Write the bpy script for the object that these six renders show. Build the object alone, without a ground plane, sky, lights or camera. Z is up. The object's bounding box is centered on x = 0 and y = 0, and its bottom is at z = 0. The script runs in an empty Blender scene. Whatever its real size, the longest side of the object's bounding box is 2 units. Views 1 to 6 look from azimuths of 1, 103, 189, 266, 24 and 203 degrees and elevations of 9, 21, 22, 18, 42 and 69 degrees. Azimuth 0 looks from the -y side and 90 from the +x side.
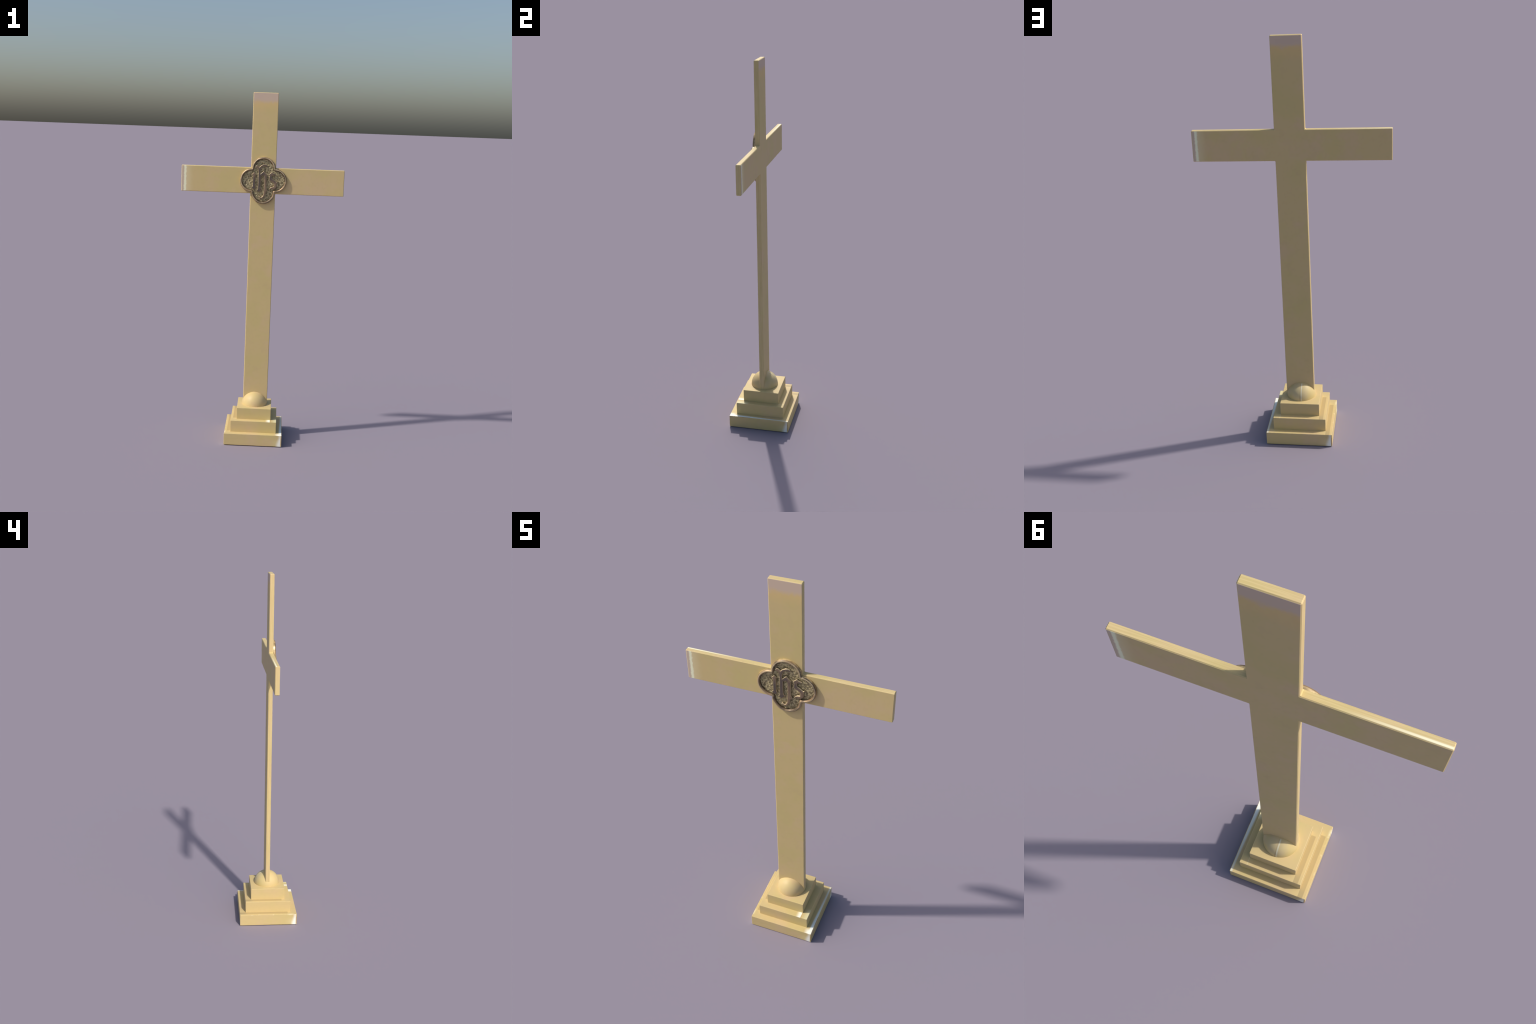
"""Brass standing cross on a three-stepped square base, with a hemispherical boss
at its foot and a quatrefoil medallion bearing blackletter 'ihs' at the crossing."""
import bpy, bmesh, math
from mathutils import Vector, noise

# ------------------------------------------------------------------ sizes (m)
TOP = 2.0
BEAM_X0, BEAM_X1 = -0.0676, 0.0737      # upright, seen from the front
ARM_X = 0.460                            # half span of the crossbeam
ARM_Z0, ARM_Z1 = 1.4363, 1.5828
PLATE_Y = 0.0124                         # half thickness of the plate
PLATE_CHAMFER = 0.0027
STEPS = [(0.1657, 0.0, 0.0665), (0.1319, 0.064, 0.1331), (0.0987, 0.1306, 0.1993)]
STEP_CHAMFER = 0.0018
BOSS_R, BOSS_Z = 0.0738, 0.1993
MED_X, MED_Z = 0.0042, 1.5118            # medallion centre
LOBE_D, LOBE_R = 0.0650, 0.0670          # lobe centres and radius


# ------------------------------------------------------------------ node helper
class Nodes:
    """Tiny expression builder for shader maths."""

    def __init__(self, name):
        self.mat = bpy.data.materials.new(name)
        self.mat.use_nodes = True
        self.t = self.mat.node_tree
        self.t.nodes.clear()
        self.out = self.t.nodes.new("ShaderNodeOutputMaterial")
        self.bsdf = self.t.nodes.new("ShaderNodeBsdfPrincipled")
        self.t.links.new(self.bsdf.outputs[0], self.out.inputs[0])
        tc = self.t.nodes.new("ShaderNodeTexCoord")
        self.co = tc.outputs["Object"]
        sep = self.t.nodes.new("ShaderNodeSeparateXYZ")
        self.t.links.new(self.co, sep.inputs[0])
        self.x, self.y, self.z = sep.outputs

    def put(self, sock, v):
        if isinstance(v, bpy.types.NodeSocket):
            self.t.links.new(v, sock)
        else:
            sock.default_value = v

    def m(self, op, a, b=0.0, clamp=False):
        n = self.t.nodes.new("ShaderNodeMath")
        n.operation, n.use_clamp = op, clamp
        self.put(n.inputs[0], a)
        self.put(n.inputs[1], b)
        return n.outputs[0]

    def add(self, a, b): return self.m("ADD", a, b)
    def sub(self, a, b): return self.m("SUBTRACT", a, b)
    def mul(self, a, b): return self.m("MULTIPLY", a, b)
    def abs(self, a): return self.m("ABSOLUTE", a)

    def ramp(self, v, lo, hi, a=0.0, b=1.0):
        """smoothstep of v from lo to hi."""
        n = self.t.nodes.new("ShaderNodeMapRange")
        n.interpolation_type = "SMOOTHSTEP"
        self.put(n.inputs["Value"], v)
        for k, q in (("From Min", lo), ("From Max", hi), ("To Min", a), ("To Max", b)):
            n.inputs[k].default_value = q
        return n.outputs[0]

    def hump(self, v, centre, half, soft):
        """1 within half of centre, falling to 0 over soft."""
        return self.ramp(self.abs(self.sub(v, centre)), half, half + soft, 1.0, 0.0)

    def noise(self, scale, detail=3.0, rough=0.5, stretch=None, w=0.0):
        n = self.t.nodes.new("ShaderNodeTexNoise")
        mp = self.t.nodes.new("ShaderNodeMapping")
        mp.inputs["Location"].default_value = (w, w * 0.7, w * 1.3)
        if stretch:
            mp.inputs["Scale"].default_value = stretch
        self.t.links.new(self.co, mp.inputs[0])
        self.t.links.new(mp.outputs[0], n.inputs["Vector"])
        n.inputs["Scale"].default_value = scale
        n.inputs["Detail"].default_value = detail
        n.inputs["Roughness"].default_value = rough
        return n.outputs["Fac"]

    def mix(self, fac, a, b):
        n = self.t.nodes.new("ShaderNodeMix")
        n.data_type = "RGBA"
        self.put(n.inputs["Factor"], fac)
        for sock, c in ((n.inputs["A"], a), (n.inputs["B"], b)):
            if isinstance(c, bpy.types.NodeSocket):
                self.t.links.new(c, sock)
            else:
                sock.default_value = (*c, 1.0)
        return n.outputs["Result"]

    def bump(self, height, strength, distance):
        n = self.t.nodes.new("ShaderNodeBump")
        n.inputs["Strength"].default_value = strength
        n.inputs["Distance"].default_value = distance
        self.t.links.new(height, n.inputs["Height"])
        self.t.links.new(n.outputs[0], self.bsdf.inputs["Normal"])

    def finish(self, colour, rough=0.5, metallic=0.0, spec=0.5):
        self.put(self.bsdf.inputs["Base Color"], colour)
        self.put(self.bsdf.inputs["Roughness"], rough)
        self.bsdf.inputs["Metallic"].default_value = metallic
        self.bsdf.inputs["Specular IOR Level"].default_value = spec
        return self.mat


GOLD = (0.655, 0.500, 0.234)
GREEN_GOLD = (0.630, 0.502, 0.214)
PINK_GOLD = (0.660, 0.490, 0.256)
WHITE = (0.95, 0.93, 0.80)


def brass_ground(n, seed):
    """Softly clouded satin brass shared by all the plain parts."""
    c = n.mix(n.ramp(n.noise(5.0, 3, 0.55, w=seed), 0.40, 0.66), GOLD, GREEN_GOLD)
    c = n.mix(n.ramp(n.noise(7.0, 3, 0.6, w=seed + 3.1), 0.48, 0.70), c, PINK_GOLD)
    fine = n.noise(60.0, 3, 0.6, w=seed + 7.7)
    return n.mix(n.ramp(fine, 0.45, 0.75, 0.0, 0.18), c, (0.58, 0.43, 0.20))


def mat_plate():
    n = Nodes("satin_brass_plate")
    c = brass_ground(n, 0.0)
    blot = n.noise(16.0, 3, 0.6, w=5.0)
    c = n.mix(n.ramp(blot, 0.56, 0.76, 0.0, 0.45), c, (0.60, 0.45, 0.22))
    # only the two broad faces carry the stains
    broad = n.ramp(n.abs(n.y), PLATE_Y - 0.0006, PLATE_Y - 0.0002)
    # orange tint, then a mauve tarnish band at the head of the upright
    wob = n.mul(n.sub(n.noise(26.0, 4, 0.65, w=2.0), 0.5), 0.055)
    zz = n.add(n.z, wob)
    c = n.mix(n.mul(broad, n.mul(n.ramp(zz, 1.88, 1.945), 0.6)), c, (0.735, 0.515, 0.225))
    c = n.mix(n.mul(broad, n.mul(n.ramp(zz, 1.934, 1.968), 0.85)), c, (0.62, 0.48, 0.385))
    # brown tip with a pale band: on the front at the left tip, on the back at the right tip
    u = n.mul(n.x, n.m("SIGN", n.y))              # +0.46 at both banded tips
    jag = n.mul(n.sub(n.noise(70.0, 2, 0.6, w=9.0), 0.5), 0.010)
    d = n.add(n.sub(ARM_X, u), jag)               # distance from the tip
    c = n.mix(n.mul(broad, n.mul(n.ramp(d, 0.018, 0.075, 1.0, 0.0), 0.35)), c, (0.86, 0.78, 0.52))
    c = n.mix(n.mul(broad, n.ramp(d, 0.0135, 0.018, 0.85, 0.0)), c, (0.60, 0.47, 0.36))
    c = n.mix(n.mul(broad, n.mul(n.hump(d, 0.0208, 0.0026, 0.0070), 0.9)), c, (0.93, 0.92, 0.64))
    # drawn streaks along the edges of the plate
    narrow = n.sub(1.0, broad)
    streak = n.noise(330.0, 1, 0.5, stretch=(0.02, 1.0, 0.02), w=1.0)
    c = n.mix(n.mul(narrow, n.ramp(streak, 0.42, 0.62, 0.0, 0.35)), c, (0.80, 0.64, 0.34))
    # highlight painted on the top of the arm, strongest at the left tip
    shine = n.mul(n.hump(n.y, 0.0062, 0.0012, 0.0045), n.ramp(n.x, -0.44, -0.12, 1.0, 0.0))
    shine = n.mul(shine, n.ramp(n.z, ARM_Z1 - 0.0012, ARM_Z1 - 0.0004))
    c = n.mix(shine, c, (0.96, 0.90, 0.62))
    return n.finish(c, 0.55, spec=0.3)


def mat_step():
    n = Nodes("satin_brass_base")
    c = brass_ground(n, 12.0)
    grain = n.noise(30.0, 2, 0.5, stretch=(0.25, 0.25, 1.6), w=4.0)
    c = n.mix(n.ramp(grain, 0.45, 0.72, 0.0, 0.28), c, (0.60, 0.46, 0.21))
    b1 = STEPS[0][0]
    low = n.ramp(n.z, 0.0673, 0.0677, 1.0, 0.0)             # lowest step only
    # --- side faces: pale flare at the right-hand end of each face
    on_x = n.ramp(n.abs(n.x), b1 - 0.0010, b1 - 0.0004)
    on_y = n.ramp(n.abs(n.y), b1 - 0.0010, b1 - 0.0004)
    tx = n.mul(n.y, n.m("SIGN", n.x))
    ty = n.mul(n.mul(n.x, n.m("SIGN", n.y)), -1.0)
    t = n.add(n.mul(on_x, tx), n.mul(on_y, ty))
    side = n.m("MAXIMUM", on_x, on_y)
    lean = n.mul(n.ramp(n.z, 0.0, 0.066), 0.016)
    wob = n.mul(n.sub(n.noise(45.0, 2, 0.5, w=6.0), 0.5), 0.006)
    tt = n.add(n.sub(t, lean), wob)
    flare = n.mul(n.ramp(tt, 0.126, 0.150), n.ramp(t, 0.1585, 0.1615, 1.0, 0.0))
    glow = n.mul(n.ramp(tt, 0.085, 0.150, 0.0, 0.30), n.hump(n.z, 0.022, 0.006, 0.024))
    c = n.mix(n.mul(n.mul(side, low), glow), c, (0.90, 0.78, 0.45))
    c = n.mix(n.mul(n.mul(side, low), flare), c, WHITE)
    rust = n.mul(n.ramp(t, 0.1605, 0.1625), n.hump(n.z, 0.028, 0.012, 0.016))
    c = n.mix(n.mul(n.mul(side, low), n.mul(rust, 0.7)), c, (0.42, 0.22, 0.08))
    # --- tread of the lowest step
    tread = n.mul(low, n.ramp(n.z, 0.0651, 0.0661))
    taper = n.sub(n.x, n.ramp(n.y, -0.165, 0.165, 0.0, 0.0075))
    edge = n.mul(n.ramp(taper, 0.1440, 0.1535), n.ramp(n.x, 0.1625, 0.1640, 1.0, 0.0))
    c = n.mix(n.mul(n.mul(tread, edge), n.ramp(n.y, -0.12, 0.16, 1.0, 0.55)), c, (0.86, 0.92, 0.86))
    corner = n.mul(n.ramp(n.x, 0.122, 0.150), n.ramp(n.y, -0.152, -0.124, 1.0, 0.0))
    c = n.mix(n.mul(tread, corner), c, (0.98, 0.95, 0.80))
    chip = n.mul(n.ramp(n.x, 0.1630, 0.1640), n.ramp(n.noise(40.0, 2, 0.6, w=8.0), 0.46, 0.60))
    c = n.mix(n.mul(tread, n.mul(chip, n.ramp(n.y, -0.05, 0.02, 0.85, 0.0))), c, (0.30, 0.17, 0.07))
    pale_edge = n.ramp(n.noise(26.0, 3, 0.6, w=21.0), 0.50, 0.66)
    pale_edge = n.mul(pale_edge, n.ramp(n.x, -0.1645, -0.154, 1.0, 0.0))
    c = n.mix(n.mul(n.mul(low, n.ramp(n.z, 0.058, 0.064)), n.mul(pale_edge, 0.6)), c, (0.92, 0.82, 0.52))
    # --- baked shadow strips, painted dark on the left-hand treads
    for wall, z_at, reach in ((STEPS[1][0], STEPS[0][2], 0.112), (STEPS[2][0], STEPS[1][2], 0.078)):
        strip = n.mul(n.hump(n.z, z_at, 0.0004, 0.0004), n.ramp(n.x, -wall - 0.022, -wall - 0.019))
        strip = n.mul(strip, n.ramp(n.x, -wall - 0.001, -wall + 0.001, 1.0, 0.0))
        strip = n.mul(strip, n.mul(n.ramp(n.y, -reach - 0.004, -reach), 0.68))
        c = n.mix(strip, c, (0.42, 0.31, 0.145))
    # --- tread of the middle step: a seam with a bright patch beside it
    mid = n.mul(n.ramp(n.z, 0.1313, 0.1321), n.ramp(n.z, 0.1339, 0.1343, 1.0, 0.0))
    front = n.ramp(n.y, -0.08, -0.06, 1.0, 0.0)
    patch = n.mul(front, n.mul(n.ramp(n.x, 0.066, 0.090), n.ramp(n.x, 0.0935, 0.0965, 1.0, 0.0)))
    c = n.mix(n.mul(mid, patch), c, (0.97, 0.94, 0.78))
    c = n.mix(n.mul(mid, n.mul(front, n.hump(n.x, 0.0978, 0.0008, 0.0012))), c, (0.50, 0.34, 0.16))
    c = n.mix(n.mul(mid, n.mul(front, n.ramp(n.x, 0.100, 0.131, 0.0, 0.45))), c, (0.88, 0.88, 0.58))
    back = n.ramp(n.y, 0.06, 0.08)
    c = n.mix(n.mul(mid, n.mul(back, n.hump(n.x, 0.0995, 0.0006, 0.0018))), c, (0.72, 0.58, 0.31))
    return n.finish(c, 0.55, spec=0.3)


def mat_boss():
    n = Nodes("satin_brass_boss")
    c = brass_ground(n, 25.0)
    back = n.ramp(n.y, 0.014, 0.022)
    grey = n.mul(back, n.hump(n.x, 0.0, 0.022, 0.030))
    c = n.mix(n.mul(grey, 0.35), c, (0.60, 0.50, 0.32))
    c = n.mix(n.mul(back, n.mul(n.hump(n.x, -0.0060, 0.0006, 0.0036), 0.5)), c, (0.88, 0.90, 0.72))
    low = n.ramp(n.z, 0.215, 0.255, 1.0, 0.25)
    c = n.mix(n.mul(n.mul(back, low), n.mul(n.hump(n.x, -0.0005, 0.0008, 0.0020), 0.7)), c, (0.26, 0.18, 0.10))
    return n.finish(c, 0.5, spec=0.35)


def mat_rim():
    """Bronzed bead: crest coloured with light and dark reflections, groove painted dark, bright brass wall."""
    n = Nodes("bronze_rim")
    c = n.mix(n.ramp(n.noise(24.0, 2, 0.5, w=3.0), 0.40, 0.58), (0.13, 0.092, 0.058), (0.36, 0.235, 0.125))
    c = n.mix(n.ramp(n.noise(34.0, 2, 0.5, w=6.0), 0.56, 0.70, 0.0, 0.6), c, (0.56, 0.46, 0.28))
    c = n.mix(n.ramp(n.noise(110.0, 2, 0.6, w=9.0), 0.50, 0.75, 0.0, 0.35), c, (0.20, 0.14, 0.085))
    height = n.sub(n.mul(n.y, -1.0), PLATE_Y)
    # outline distance, from the nearest lobe centre
    ax, az = n.abs(n.sub(n.x, MED_X)), n.abs(n.sub(n.z, MED_Z))
    a, b = n.m("MAXIMUM", ax, az), n.m("MINIMUM", ax, az)
    a = n.sub(a, LOBE_D)
    inset = n.sub(LOBE_R, n.m("SQRT", n.add(n.mul(a, a), n.mul(b, b))))
    # crest reflection drawn as a pale line, interrupted here and there
    crest_glint_paint = n.mul(n.hump(inset, 0.0052, 0.0010, 0.0022), n.ramp(n.noise(20.0, 2, 0.5, w=31.0), 0.38, 0.60, 0.35, 0.90))
    c = n.mix(crest_glint_paint, c, (0.68, 0.54, 0.31))
    c = n.mix(n.mul(n.ramp(inset, 0.0106, 0.0126), 0.85), c, (0.085, 0.062, 0.038))  # inner groove darkened in colour to carry the relief's shade
    wall = n.mul(n.ramp(height, 0.0078, 0.0102, 1.0, 0.0), n.ramp(inset, 0.003, 0.005, 1.0, 0.0))
    gold = n.mix(n.ramp(n.noise(30.0, 2, 0.5, w=14.0), 0.42, 0.60), (0.34, 0.25, 0.13), (0.66, 0.50, 0.26))
    c = n.mix(wall, c, gold)
    return n.finish(c, 0.42, metallic=0.35, spec=0.5)


def mat_letter():
    """Bronze faces coloured dark, flanks lightened for the highlights along the stroke edges."""
    n = Nodes("bronze_letter")
    c = n.mix(n.ramp(n.noise(20.0, 2, 0.5, w=8.0), 0.40, 0.60), (0.125, 0.098, 0.078), (0.27, 0.185, 0.115))
    c = n.mix(n.ramp(n.noise(120.0, 2, 0.6, w=2.0), 0.50, 0.75, 0.0, 0.35), c, (0.13, 0.095, 0.065))
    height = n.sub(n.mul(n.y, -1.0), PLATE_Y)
    flank = n.mul(n.ramp(height, 0.0118, 0.0129, 1.0, 0.0), n.ramp(height, 0.0062, 0.0085))
    c = n.mix(n.mul(flank, 0.9), c, (0.64, 0.51, 0.30))
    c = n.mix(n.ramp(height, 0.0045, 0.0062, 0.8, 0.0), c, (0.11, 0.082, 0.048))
    return n.finish(c, 0.42, metallic=0.35, spec=0.5)


def mat_field():
    n = Nodes("hammered_bronze")
    c = n.mix(n.ramp(n.noise(110.0, 3, 0.6, w=1.5), 0.36, 0.64), (0.19, 0.15, 0.072), (0.60, 0.50, 0.27))
    c = n.mix(n.ramp(n.noise(18.0, 2, 0.5, w=4.5), 0.45, 0.70, 0.0, 0.45), c, (0.50, 0.42, 0.205))
    return n.finish(c, 0.42, metallic=0.35, spec=0.5)


# ------------------------------------------------------------------ geometry helpers
def add_object(name, mesh, material, parent):
    ob = bpy.data.objects.new(name, mesh)
    bpy.context.scene.collection.objects.link(ob)
    mesh.materials.clear()
    mesh.materials.append(material)
    ob.parent = parent
    return ob


def bm_to_object(bm, name, material, parent, smooth=False):
    me = bpy.data.meshes.new(name)
    bmesh.ops.recalc_face_normals(bm, faces=bm.faces)
    for f in bm.faces:
        f.smooth = smooth
    bm.to_mesh(me)
    bm.free()
    return add_object(name, me, material, parent)


def chamfered_box(half, z0, z1, chamfer):
    bm = bmesh.new()
    bmesh.ops.create_cube(bm, size=1.0)
    for v in bm.verts:
        v.co = Vector((v.co.x * 2 * half, v.co.y * 2 * half, z0 + (v.co.z + 0.5) * (z1 - z0)))
    bmesh.ops.bevel(bm, geom=list(bm.edges), offset=chamfer, offset_type="OFFSET", segments=2,
                    profile=0.5, affect="EDGES")
    return bm


def cross_plate():
    """One seamless Latin-cross plate with every edge chamfered."""
    xs = (BEAM_X0, BEAM_X1)
    foot = BOSS_Z - 0.012
    outline = [(xs[0], foot), (xs[1], foot), (xs[1], ARM_Z0), (ARM_X, ARM_Z0), (ARM_X, ARM_Z1),
               (xs[1], ARM_Z1), (xs[1], TOP), (xs[0], TOP), (xs[0], ARM_Z1), (-ARM_X, ARM_Z1),
               (-ARM_X, ARM_Z0), (xs[0], ARM_Z0)]
    bm = bmesh.new()
    front = [bm.verts.new((x, -PLATE_Y, z)) for x, z in outline]
    back = [bm.verts.new((x, PLATE_Y, z)) for x, z in outline]
    bm.faces.new(front)
    bm.faces.new(back[::-1])
    for i in range(12):
        j = (i + 1) % 12
        bm.faces.new((front[j], front[i], back[i], back[j]))
    bmesh.ops.recalc_face_normals(bm, faces=bm.faces)
    bmesh.ops.bevel(bm, geom=list(bm.edges), offset=PLATE_CHAMFER, offset_type="OFFSET", segments=1,
                    profile=0.5, affect="EDGES")
    # cut lines where the arms leave the upright, just outside the corner chamfers
    for x in (BEAM_X0 - 0.004, BEAM_X1 + 0.004):
        bmesh.ops.bisect_plane(bm, geom=list(bm.verts) + list(bm.edges) + list(bm.faces),
                               plane_co=(x, 0, 0), plane_no=(1, 0, 0), dist=1e-6)
    return bm


def keep(bm, test):
    out = bm.copy()
    bmesh.ops.delete(out, geom=[f for f in out.faces if not test(f.calc_center_median())], context="FACES")
    return out


# ------------------------------------------------------------------ quatrefoil
NOTCH = (2 * LOBE_D + math.sqrt(4 * LOBE_D ** 2 - 8 * (LOBE_D ** 2 - LOBE_R ** 2))) / 4
NOTCH_ANGLE = math.atan2(NOTCH, NOTCH - LOBE_D)


def inside_distance(px, pz):
    """Distance from the quatrefoil's outline, positive inside."""
    a, b = abs(px), abs(pz)
    if b > a:
        a, b = b, a
    da, db = a - LOBE_D, b
    if math.atan2(db, da) <= NOTCH_ANGLE or a * a + b * b > 2 * NOTCH * NOTCH:
        return LOBE_R - math.hypot(da, db)
    return math.hypot(a - NOTCH, b - NOTCH)


def ring_radius(theta, inset):
    lo, hi = 0.02, LOBE_D + LOBE_R + 0.01
    c, s = math.cos(theta), math.sin(theta)
    for _ in range(34):
        r = 0.5 * (lo + hi)
        if inside_distance(r * c, r * s) > inset:
            lo = r
        else:
            hi = r
    return 0.5 * (lo + hi)


def quatrefoil_rim(material, parent):
    # (inset from the outline, height above the plate)
    profile = [(0.0, -0.0008), (0.0, 0.0085), (0.0006, 0.0104), (0.0018, 0.0122), (0.0036, 0.0138),
               (0.0058, 0.0145), (0.0080, 0.0140), (0.0099, 0.0125), (0.0114, 0.0102), (0.0126, 0.0072),
               (0.0136, 0.0030), (0.0136, -0.0008)]
    count = 8 * 48
    bm = bmesh.new()
    rings = []
    for inset, h in profile:
        ring = []
        for i in range(count):
            th = math.tau * i / count
            r = ring_radius(th, inset)
            ring.append(bm.verts.new((MED_X + r * math.cos(th), -PLATE_Y - h, MED_Z + r * math.sin(th))))
        rings.append(ring)
    for k in range(len(rings)):
        r0, r1 = rings[k], rings[(k + 1) % len(rings)]
        for i in range(count):
            j = (i + 1) % count
            bm.faces.new((r0[i], r0[j], r1[j], r1[i]))
    ob = bm_to_object(bm, "medallion_rim", material, parent, smooth=True)
    ob.data.set_sharp_from_angle(angle=math.radians(50))
    return ob


def hammered_plate(material, parent):
    """Recessed ground of the medallion: hammered dimples, ribbed between the letters."""
    step = 0.0011
    half = LOBE_D + LOBE_R
    m = int(half / step)
    bm = bmesh.new()
    verts = {}
    for i in range(-m, m + 1):
        for j in range(-m, m + 1):
            px, pz = i * step, j * step
            if inside_distance(px, pz) < 0.0120:
                continue
            p = Vector((px * 100, 3.7, pz * 160))
            h = 0.0036 + 0.0022 * noise.noise(p) + 0.0010 * noise.noise(p * 2.1 + Vector((5, 1, 9)))
            rib = max(0.0, 1 - abs(px + 0.006) / 0.011) * max(0.0, 1 - abs(pz + 0.01) / 0.05)
            h += 0.0013 * min(1.0, 2.5 * rib) * math.sin(pz * math.tau / 0.0062)
            verts[i, j] = bm.verts.new((MED_X + px, -PLATE_Y - h, MED_Z + pz))
    for (i, j), v in list(verts.items()):
        q = [verts.get(k) for k in ((i, j), (i + 1, j), (i + 1, j + 1), (i, j + 1))]
        if all(q):
            bm.faces.new(q)
    bmesh.ops.recalc_face_normals(bm, faces=bm.faces)
    rim = [e for e in bm.edges if e.is_boundary]
    res = bmesh.ops.extrude_edge_only(bm, edges=rim)
    for v in res["geom"]:
        if isinstance(v, bmesh.types.BMVert):
            v.co.y = -PLATE_Y + 0.0006
    return bm_to_object(bm, "medallion", material, parent, smooth=True)


# Blackletter strokes: outlines about the medallion's centre (x right, z up)
LETTER_I = [(-.0656, .0322), (-.0529, .0452), (-.0437, .0343), (-.0455, .0303), (-.0460, -.0294),
            (-.0417, -.0415), (-.0515, -.0526), (-.0594, -.0456), (-.0664, -.0409), (-.0595, -.0343),
            (-.0585, .0285)]
LETTER_H = [(-.0461, .0740), (-.0437, .0808), (-.0382, .0840), (-.0307, .0803), (-.0252, .0733),
            (-.0149, .0834), (-.0021, .0905), (.0104, .0910), (.0184, .0858), (.0204, .0787),
            (.0133, .0764), (.0077, .0818), (-.0024, .0803), (-.0113, .0732), (-.0164, .0636),
            (-.0180, .0567), (-.0182, .0352), (.0008, .0526), (.0213, .0308), (.0187, .0264),
            (.0183, -.0158), (.0190, -.0426), (.0250, -.0569), (.0172, -.0620), (.0130, -.0821),
            (.0044, -.0952), (-.0088, -.1036), (-.0186, -.1013), (-.0232, -.0917), (-.0187, -.0898),
            (-.0100, -.0965), (-.0021, -.0905), (.0034, -.0786), (.0055, -.0491), (.0053, .0238),
            (-.0008, .0318), (-.0150, .0237), (-.0152, -.0394), (-.0087, -.0513), (-.0223, -.0673),
            (-.0306, -.0601), (-.0357, -.0569), (-.0298, -.0478), (-.0286, .0168), (-.0287, .0461),
            (-.0311, .0615), (-.0373, .0712), (-.0430, .0709)]
LETTER_S = [(.0308, .0349), (.0480, .0488), (.0536, .0425), (.0683, .0379), (.0635, .0319), (.0522, .0305),
            (.0471, .0277), (.0467, .0134), (.0608, .0040), (.0752, -.0064), (.0790, -.0040), (.0758, -.0159),
            (.0751, -.0355), (.0642, -.0476), (.0514, -.0469), (.0425, -.0458), (.0348, -.0490),
            (.0400, -.0401), (.0490, -.0348), (.0607, -.0329), (.0616, -.0173), (.0493, -.0063),
            (.0336, .0044), (.0356, .0292)]


def raised_letter(outline, material, parent):
    cu = bpy.data.curves.new("letter", "CURVE")
    cu.dimensions, cu.fill_mode = "2D", "BOTH"
    sp = cu.splines.new("POLY")
    sp.points.add(len(outline) - 1)
    for pt, (x, z) in zip(sp.points, outline):
        pt.co = (x, z, 0, 1)
    sp.use_cyclic_u = True
    bev = 0.0036
    cu.bevel_depth, cu.bevel_resolution, cu.offset = bev, 3, -bev * 0.85
    cu.extrude = 0.0030
    tmp = bpy.data.objects.new("letter_curve", cu)
    bpy.context.scene.collection.objects.link(tmp)
    me = bpy.data.meshes.new_from_object(tmp.evaluated_get(bpy.context.evaluated_depsgraph_get()))
    bpy.data.objects.remove(tmp)
    bpy.data.curves.remove(cu)
    front = 0.0132                                   # crest of the letters above the plate
    for v in me.vertices:
        x, z, d = v.co
        v.co = (MED_X + x, -PLATE_Y - front + 0.0066 - d, MED_Z + z)
    me.name = "letter"
    ob = add_object("letter", me, material, parent)
    for p in me.polygons:
        p.use_smooth = True
    me.set_sharp_from_angle(angle=math.radians(40))
    return ob


def boss_dome(material, parent):
    bm = bmesh.new()
    seg, rings = 96, 24
    prev = None
    for k in range(rings + 1):
        a = 0.5 * math.pi * k / rings
        z, r = BOSS_Z + BOSS_R * math.sin(a), BOSS_R * math.cos(a)
        if k == rings:
            cur = [bm.verts.new((0, 0, z))]
        else:
            cur = [bm.verts.new((r * math.cos(math.tau * i / seg), r * math.sin(math.tau * i / seg), z))
                   for i in range(seg)]
        if prev is None:
            sunk = [bm.verts.new((v.co.x, v.co.y, BOSS_Z - 0.004)) for v in cur]
            for i in range(seg):
                j = (i + 1) % seg
                bm.faces.new((sunk[i], sunk[j], cur[j], cur[i]))
            bm.faces.new(sunk[::-1])
        elif len(cur) == 1:
            for i in range(seg):
                bm.faces.new((prev[i], prev[(i + 1) % seg], cur[0]))
        else:
            for i in range(seg):
                j = (i + 1) % seg
                bm.faces.new((prev[i], prev[j], cur[j], cur[i]))
        prev = cur
    return bm_to_object(bm, "boss", material, parent, smooth=True)


# ------------------------------------------------------------------ build
root = bpy.data.objects.new("standing_cross", None)
bpy.context.scene.collection.objects.link(root)
root["label"] = "brass altar cross with quatrefoil medallion on stepped base"
root["category"] = "altar cross"

plate_mat, step_mat = mat_plate(), mat_step()
rim_mat, letter_mat = mat_rim(), mat_letter()

whole = cross_plate()
lo, hi = BEAM_X0 - 0.004, BEAM_X1 + 0.004
bm_to_object(keep(whole, lambda c: lo < c.x < hi), "upright_beam", plate_mat, root)
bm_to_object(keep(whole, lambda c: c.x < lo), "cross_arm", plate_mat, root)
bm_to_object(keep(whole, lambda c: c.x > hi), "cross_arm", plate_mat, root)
whole.free()

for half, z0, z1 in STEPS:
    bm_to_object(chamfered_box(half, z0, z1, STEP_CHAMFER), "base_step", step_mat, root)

boss_dome(mat_boss(), root)

medallion = hammered_plate(mat_field(), root)
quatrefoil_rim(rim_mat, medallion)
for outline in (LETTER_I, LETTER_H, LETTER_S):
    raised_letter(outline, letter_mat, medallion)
